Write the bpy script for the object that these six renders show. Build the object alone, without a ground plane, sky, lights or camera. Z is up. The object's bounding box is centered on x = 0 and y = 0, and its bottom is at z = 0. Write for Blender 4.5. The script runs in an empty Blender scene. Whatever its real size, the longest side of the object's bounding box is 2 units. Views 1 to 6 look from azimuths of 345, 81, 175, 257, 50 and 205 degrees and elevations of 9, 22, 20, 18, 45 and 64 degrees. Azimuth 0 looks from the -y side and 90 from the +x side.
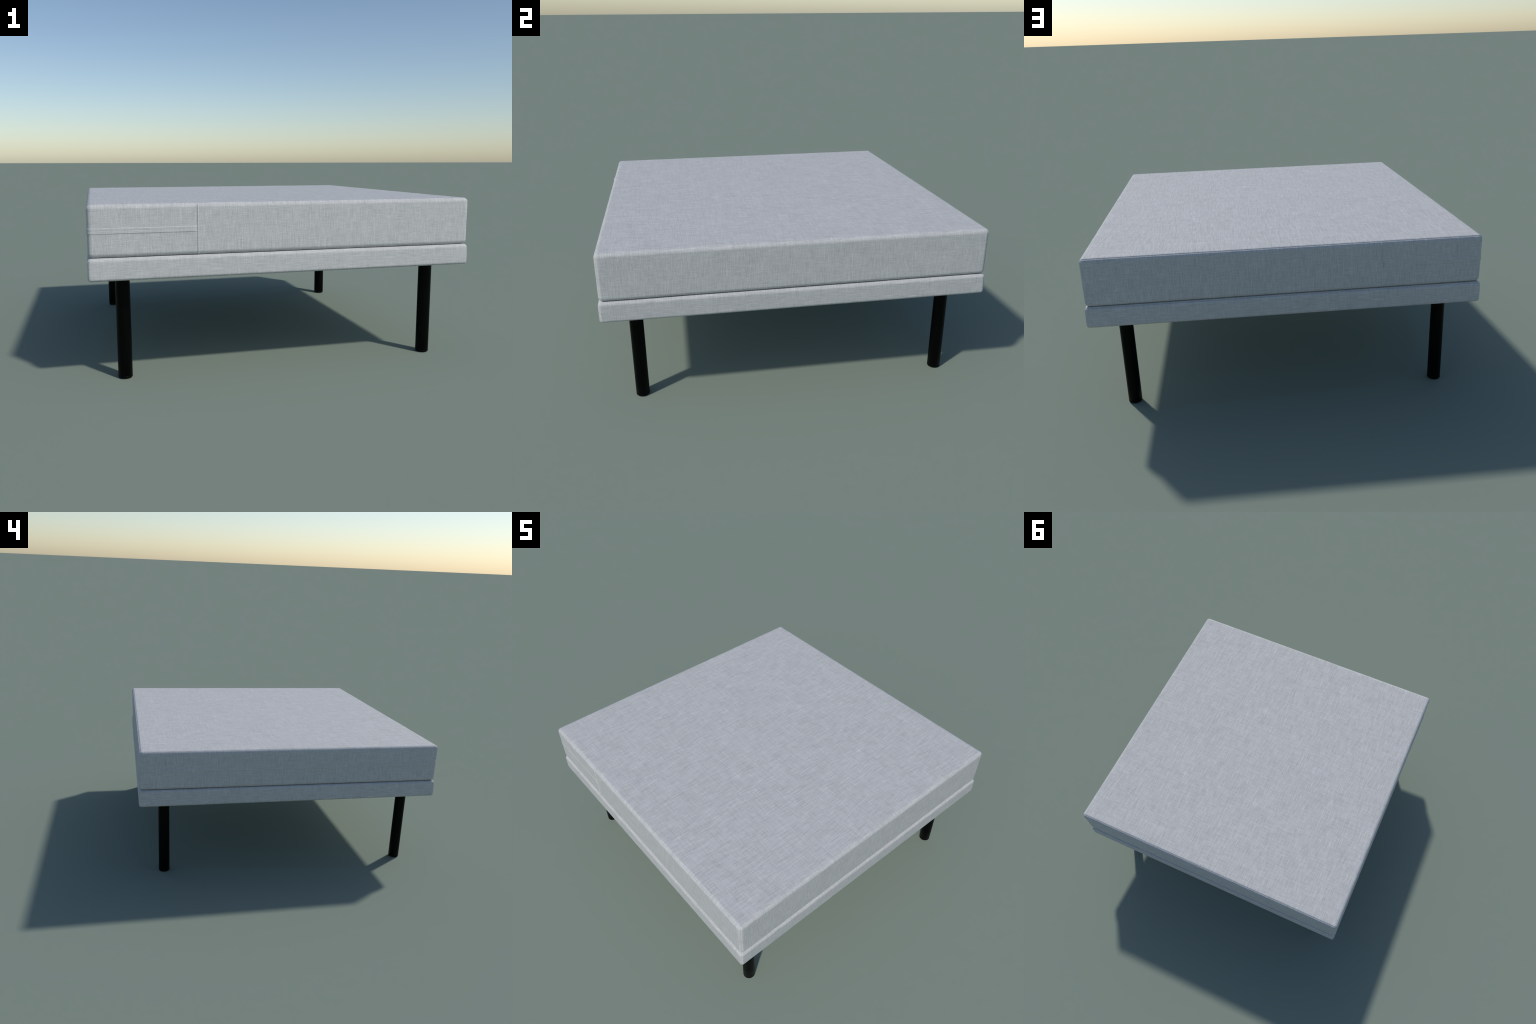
"""Square upholstered footstool: boxed cushion with a zip flap, fabric base, four round metal legs."""
import bpy, math
from mathutils import Vector, noise

# ------------------------------------------------------------------ sizes (m)
CUSHION_HALF = 0.9953
CUSHION_Z = (0.6345, 0.884)
CUSHION_R = 0.0225
BASE_HALF = 1.0
BASE_Z = (0.5235, 0.6335)
BASE_R = 0.015
BASE_R_TOP = 0.019
SEAM_X = -0.480                 # upright seam where the zipped end section begins
FLAP_Z = (0.7465, 0.7755)       # zip flap, a flat strip round the -x end
LEG_XY = 0.837
LEG_R = 0.0359


# ------------------------------------------------------------------ materials
def new_mat(name):
    m = bpy.data.materials.new(name)
    m.use_nodes = True
    nt = m.node_tree
    return m, nt, nt.nodes["Principled BSDF"]


def math_node(nt, op, a, b=None):
    n = nt.nodes.new("ShaderNodeMath")
    n.operation = op
    for i, v in enumerate((a, b)):
        if v is None:
            continue
        if isinstance(v, (int, float)):
            n.inputs[i].default_value = v
        else:
            nt.links.new(v, n.inputs[i])
    return n.outputs[0]


def streak(nt, co, scale, detail=2.0, rough=0.6):
    mp = nt.nodes.new("ShaderNodeMapping")
    mp.inputs["Scale"].default_value = scale
    nt.links.new(co, mp.inputs["Vector"])
    tx = nt.nodes.new("ShaderNodeTexNoise")
    tx.inputs["Scale"].default_value = 1.0
    tx.inputs["Detail"].default_value = detail
    tx.inputs["Roughness"].default_value = rough
    nt.links.new(mp.outputs[0], tx.inputs["Vector"])
    return math_node(nt, "SUBTRACT", tx.outputs["Fac"], 0.5)


def linen(name, base, upright=True, amount=1.0):
    """Plain-weave linen.  Long slubs run up the sides (or along them when
    upright is False) and along y on the flat top; short slubs cross them."""
    m, nt, bsdf = new_mat(name)
    tc = nt.nodes.new("ShaderNodeTexCoord")
    co = tc.outputs["Object"]
    geo = nt.nodes.new("ShaderNodeNewGeometry")
    sep = nt.nodes.new("ShaderNodeSeparateXYZ")
    nt.links.new(geo.outputs["Normal"], sep.inputs[0])

    def facing(axis):
        r = nt.nodes.new("ShaderNodeMapRange")
        nt.links.new(math_node(nt, "ABSOLUTE", sep.outputs[axis]), r.inputs["Value"])
        r.inputs["From Min"].default_value = 0.62
        r.inputs["From Max"].default_value = 0.80
        return r.outputs[0]

    def pick(fac, p, q):
        n = nt.nodes.new("ShaderNodeMix")
        nt.links.new(fac, n.inputs[0])
        nt.links.new(p, n.inputs[2])
        nt.links.new(q, n.inputs[3])
        return n.outputs[0]

    flat, sideways = facing("Z"), facing("X")

    def yarns(fine, lng, detail):
        """Warp runs over the top along y and on down the end faces; weft crosses it."""
        across_x = streak(nt, co, (fine, lng, lng), detail)
        across_y = streak(nt, co, (lng, fine, lng), detail)
        across_z = streak(nt, co, (lng, lng, fine), detail)
        return pick(sideways, across_x, across_y), pick(flat, across_z, across_y)

    warp, weft = yarns(235.0, 14.0, 2.0)
    warp_broad, weft_broad = yarns(60.0, 4.0, 1.0)
    slub_up, slub_along = yarns(150.0, 16.0, 0.0)
    if not upright:
        warp, weft, warp_broad, weft_broad, slub_up = weft, warp, weft_broad, warp_broad, slub_along
    tot = warp
    for layer, weight in ((weft, 0.72), (warp_broad, 0.15), (weft_broad, 0.15)):
        tot = math_node(nt, "ADD", tot, math_node(nt, "MULTIPLY", layer, weight))
    # fine grain of the weave and cloudy patches
    grain = streak(nt, co, (250, 250, 250), 1.0)
    cloud = streak(nt, co, (9, 9, 9), 2.0)
    tot = math_node(nt, "ADD", tot, math_node(nt, "MULTIPLY", grain, 0.85))
    tot = math_node(nt, "ADD", tot, math_node(nt, "MULTIPLY", cloud, 0.15))
    # sparse thick slubs: thin bright dashes where one yarn swells
    slub = math_node(nt, "MAXIMUM", math_node(nt, "SUBTRACT", slub_up, 0.14), 0.0)
    tot = math_node(nt, "ADD", tot, math_node(nt, "MULTIPLY", slub, 1.0))
    gain = math_node(nt, "ADD", math_node(nt, "MULTIPLY", tot, 0.60 * amount), 1.0)

    col = nt.nodes.new("ShaderNodeVectorMath")
    col.operation = "SCALE"
    col.inputs[0].default_value = base
    nt.links.new(gain, col.inputs["Scale"])
    nt.links.new(col.outputs[0], bsdf.inputs["Base Color"])

    bump = nt.nodes.new("ShaderNodeBump")
    bump.inputs["Strength"].default_value = 0.16
    bump.inputs["Distance"].default_value = 0.0012
    nt.links.new(tot, bump.inputs["Height"])
    nt.links.new(bump.outputs[0], bsdf.inputs["Normal"])
    bsdf.inputs["Roughness"].default_value = 0.75
    bsdf.inputs["Specular IOR Level"].default_value = 0.28
    return m


CLOTH = (0.494, 0.494, 0.489)
cushion_mat = linen("grey_linen_upright", CLOTH, True)
base_mat = linen("grey_linen_lengthwise", CLOTH, False)
flap_mat = linen("grey_linen_flap", CLOTH, False, 0.8)

leg_mat, nt, b = new_mat("black_lacquered_metal")
b.inputs["Base Color"].default_value = (0.0004, 0.0005, 0.0004, 1)
b.inputs["Roughness"].default_value = 0.42
b.inputs["Specular IOR Level"].default_value = 0.09
tcn = nt.nodes.new("ShaderNodeTexCoord")
nz = nt.nodes.new("ShaderNodeTexNoise")
nz.inputs["Scale"].default_value = 300
nt.links.new(tcn.outputs["Object"], nz.inputs["Vector"])
rr = nt.nodes.new("ShaderNodeMapRange")
rr.inputs["To Min"].default_value = 0.38
rr.inputs["To Max"].default_value = 0.46
nt.links.new(nz.outputs["Fac"], rr.inputs["Value"])
nt.links.new(rr.outputs[0], b.inputs["Roughness"])

foot_mat, nt, b = new_mat("black_plastic_glide")
b.inputs["Base Color"].default_value = (0.001, 0.001, 0.001, 1)
b.inputs["Roughness"].default_value = 0.5
b.inputs["Specular IOR Level"].default_value = 0.09


# ------------------------------------------------------------------ upholstered box
BEND = [math.radians(a) for a in (45, 42.5, 40.5, 39, 37.5, 36, 34.5, 33, 31, 28.5, 25.5, 22, 18, 13, 8, 4)]
CREASE_ANGLE = math.radians(34.5)     # stitch line, measured round the edge from the sleeve


def axis_samples(half, r, step, extra=()):
    """(fraction of the flat half-width, bend angle) pairs across one face."""
    flat = half - r
    n = max(2, int(round(2 * flat / step)))
    pos = sorted(set([-1 + 2 * i / n for i in range(n + 1)] + [x / flat for x in extra]))
    return ([(-1.0, -a) for a in BEND] + [(p, 0.0) for p in pos]
            + [(1.0, a) for a in reversed(BEND)])


def gauss(s, w):
    return math.exp(-(s / w) ** 2)


def upholstered_box(half, z, r_low, r_top, step, seam=None, crease=0.0014, crease_w=0.0024, wobble=0.0006):
    """Rounded box sewn from a wrapped sleeve and two end panels (the +-y faces);
    a stitched crease runs round each end panel.  Edges are rounded by r_low,
    swelling to r_top round the upper rim.  Returns verts, faces, regions."""
    zc, zh = (z[0] + z[1]) / 2, (z[1] - z[0]) / 2
    halves = (half, half, zh)
    extra_x = []
    if seam is not None:
        extra_x = [seam + d * 0.001 for d in (-14, -10, -8, -6.5, -5.5, -4.5, -3.5, -2.8, -2.1, -1.4, -0.7, 0,
                                              0.7, 1.4, 2.1, 2.8, 3.5, 4.5, 6, 8, 11, 14)]
    samples = (axis_samples(half, r_low, step, extra_x), axis_samples(half, r_low, step),
               axis_samples(zh, r_low, step))
    verts, index, faces, regions = [], {}, [], []

    def vertex(axis, sign, ia, ib, A, B):
        (fa, ta), (fb, tb) = samples[A][ia], samples[B][ib]
        n, frac = [0, 0, 0], [0, 0, 0]
        n[axis], n[A], n[B] = sign, math.tan(ta), math.tan(tb)
        frac[axis], frac[A], frac[B] = sign, fa, fb
        key = (axis, round(frac[0], 6), round(frac[1], 6), round(frac[2], 6),
               round(n[0], 6), round(n[1], 6), round(n[2], 6))
        n = Vector(n).normalized()
        t = min(1.0, max(0.0, (frac[2] - 0.2) / 0.8))
        r = r_low + (r_top - r_low) * t * t * (3 - 2 * t)
        c = Vector([frac[i] * (halves[i] - r) for i in range(3)])
        p = c + n * r
        # arc distance to the stitched edge of the nearest end panel
        if axis == 1:
            s = -r * (math.radians(90) - CREASE_ANGLE - max(abs(ta), abs(tb)))
        else:
            s = r * (CREASE_ANGLE - abs(ta if A == 1 else tb))
        d = -crease * gauss(s, crease_w)
        if seam is not None and n.y * n.y > 0.2:
            # upright welt, fading into the crease
            d += 0.0033 * gauss(p.x - seam, 0.0030) * (1 - gauss(s, 0.003))
        q = p + Vector((0, 0, 3.7))
        d += wobble * (noise.noise(q * 9.0) + 0.5 * noise.noise(q * 23.0))
        key = tuple(round(v * 2e4) for v in p)
        p = p + n * d
        if key not in index:
            index[key] = len(verts)
            verts.append((p.x, p.y, p.z + zc))
        return index[key]

    def mid(axis, k):
        (f0, t0), (f1, t1) = samples[axis][k], samples[axis][k + 1]
        return (f0 + f1) / 2 * (halves[axis] - r_low), (t0 + t1) / 2

    for axis, (A, B) in ((0, (1, 2)), (1, (2, 0)), (2, (0, 1))):
        for sign in (-1, 1):
            na, nb = len(samples[A]), len(samples[B])
            grid = [[vertex(axis, sign, i, j, A, B) for j in range(nb)] for i in range(na)]
            for i in range(na - 1):
                for j in range(nb - 1):
                    f = [grid[i][j], grid[i + 1][j], grid[i + 1][j + 1], grid[i][j + 1]]
                    faces.append(f if sign > 0 else f[::-1])
                    where = {A: mid(A, i), B: mid(B, j), axis: (sign * half, 0.0)}
                    if axis != 1 and abs(where[1][1]) < CREASE_ANGLE:
                        regions.append("sleeve")
                        continue
                    side = "front" if where[1][0] < 0 else "back"
                    if seam is not None:
                        side += "_zip" if where[0][0] < seam else "_plain"
                    regions.append(side)
    return verts, faces, regions


def split_parts(verts, faces, regions, names, mat):
    """One object per region, borders coincident, normals shared with the whole."""
    whole = bpy.data.meshes.new("whole")
    whole.from_pydata(verts, [], faces)
    whole.update()
    vn = [v.normal.copy() for v in whole.vertices]
    bpy.data.meshes.remove(whole)
    out = []
    for region, name in names:
        remap, pts, nrm, fs = {}, [], [], []
        for f, rg in zip(faces, regions):
            if rg != region:
                continue
            g = []
            for i in f:
                if i not in remap:
                    remap[i] = len(pts)
                    pts.append(verts[i])
                    nrm.append(vn[i])
                g.append(remap[i])
            fs.append(g)
        me = bpy.data.meshes.new(name)
        me.from_pydata(pts, [], fs)
        me.polygons.foreach_set("use_smooth", [True] * len(fs))
        me.normals_split_custom_set_from_vertices(nrm)
        me.materials.append(mat)
        me.update()
        ob = bpy.data.objects.new(name, me)
        bpy.context.collection.objects.link(ob)
        out.append(ob)
    return out


def mesh_object(name, pts, fs, mat, smooth=True):
    me = bpy.data.meshes.new(name)
    me.from_pydata(pts, [], fs)
    me.polygons.foreach_set("use_smooth", [smooth] * len(fs))
    me.materials.append(mat)
    me.update()
    ob = bpy.data.objects.new(name, me)
    bpy.context.collection.objects.link(ob)
    return ob


# ------------------------------------------------------------------ the thing
stool = bpy.data.objects.new("footstool", None)
bpy.context.collection.objects.link(stool)
stool["label"] = "square light grey linen footstool with four black legs"
stool["category"] = "footstool"

v, f, rg = upholstered_box(CUSHION_HALF, CUSHION_Z, CUSHION_R, CUSHION_R, 0.022, SEAM_X)
parts = split_parts(v, f, rg, (("sleeve", "cushion"), ("front_plain", "end_panel"),
                               ("front_zip", "end_panel"), ("back_plain", "end_panel"),
                               ("back_zip", "end_panel")), cushion_mat)
cushion = parts[0]
cushion.parent = stool
for p in parts[1:]:
    p.parent = cushion

v, f, rg = upholstered_box(BASE_HALF, BASE_Z, BASE_R, BASE_R_TOP, 0.022, None, 0.0016, 0.0022, 0.0004)
parts = split_parts(v, f, rg, (("sleeve", "upholstered_base"), ("front", "base_end_panel"),
                               ("back", "base_end_panel")), base_mat)
base = parts[0]
base.parent = stool
for p in parts[1:]:
    p.parent = base


# ------------------------------------------------------------------ zip flap
def flap():
    h, r = CUSHION_HALF, CUSHION_R
    path = []                                   # (x, y, outward nx, ny)
    x0 = SEAM_X - 0.0075
    n = 40
    for i in range(n + 1):
        path.append((x0 + (-h + r - x0) * i / n, -h, 0.0, -1.0))
    for i in range(1, 12):
        a = math.radians(90 * i / 12)
        path.append((-h + r - r * math.sin(a), -h + r - r * math.cos(a), -math.sin(a), -math.cos(a)))
    for i in range(81):
        path.append((-h, -h + r + 2 * (h - r) * i / 80, -1.0, 0.0))
    for i in range(1, 12):
        a = math.radians(90 * i / 12)
        path.append((-h + r - r * math.cos(a), h - r + r * math.sin(a), -math.cos(a), math.sin(a)))
    for i in range(n + 1):
        path.append((-h + r + (x0 + h - r) * i / n, h, 0.0, 1.0))
    z0, z1 = FLAP_Z
    t = z1 - z0
    # height of the folded strip over the panel, from the open lower edge up
    prof = [(0.00, -0.0015), (0.00, 0.0008), (0.02, 0.0014), (0.06, 0.0018), (0.18, 0.0018),
            (0.36, 0.0016), (0.48, 0.0014), (0.53, 0.0010), (0.58, 0.0013), (0.72, 0.0016),
            (0.84, 0.0015), (0.91, 0.0011), (0.97, 0.0003), (1.0, -0.0015)]
    pts, fs = [], []
    m = len(prof)
    total = len(path)
    for k, (x, y, nx, ny) in enumerate(path):
        for u, hgt in prof:
            w = 0.0002 * noise.noise(Vector((x * 14, y * 14, u * 2)))
            hh = hgt * 0.92 + w
            zz = z0 + u * t + 0.0006 * noise.noise(Vector((x * 6, y * 6, 5)))
            pts.append((x + nx * hh, y + ny * hh, zz))
    for k in range(total - 1):
        for j in range(m - 1):
            a = k * m + j
            fs.append([a, a + m, a + m + 1, a + 1])
    fs.append(list(range(m)))
    fs.append(list(range((total - 1) * m, total * m))[::-1])
    ob = mesh_object("zip_flap", pts, fs, flap_mat)
    ob.parent = cushion
    return ob


flap()


# ------------------------------------------------------------------ legs
def lathe(name, profile, mat, n=64):
    pts, fs = [], []
    m = len(profile)
    for i in range(n):
        a = 2 * math.pi * i / n
        for r, z in profile:
            pts.append((r * math.cos(a), r * math.sin(a), z))
    for i in range(n):
        i2 = (i + 1) % n
        for j in range(m - 1):
            fs.append([i * m + j, i2 * m + j, i2 * m + j + 1, i * m + j + 1])
    fs.append([i * m for i in range(n)][::-1])
    fs.append([i * m + m - 1 for i in range(n)])
    me = bpy.data.meshes.new(name)
    me.from_pydata(pts, [], fs)
    me.polygons.foreach_set("use_smooth", [True] * len(fs))
    me.set_sharp_from_angle(angle=math.radians(50))
    me.materials.append(mat)
    me.update()
    return me


R = LEG_R
leg_mesh = lathe("leg", [(R - 0.0016, 0.0130), (R - 0.0005, 0.0133), (R, 0.0142), (R, 0.10), (R, 0.30),
                         (R, 0.540)], leg_mat)
foot_mesh = lathe("foot", [(R - 0.0045, 0.0), (R - 0.002, 0.0007), (R - 0.0004, 0.003), (R - 0.0002, 0.006),
                           (R - 0.0002, 0.0112), (R - 0.0008, 0.0122), (R - 0.004, 0.0126), (R - 0.004, 0.02)],
                  foot_mat)
for sx in (-1, 1):
    for sy in (-1, 1):
        leg = bpy.data.objects.new("leg", leg_mesh)
        bpy.context.collection.objects.link(leg)
        leg.location = (sx * LEG_XY, sy * LEG_XY, 0)
        leg.parent = stool
        foot = bpy.data.objects.new("foot", foot_mesh)
        bpy.context.collection.objects.link(foot)
        foot.parent = leg
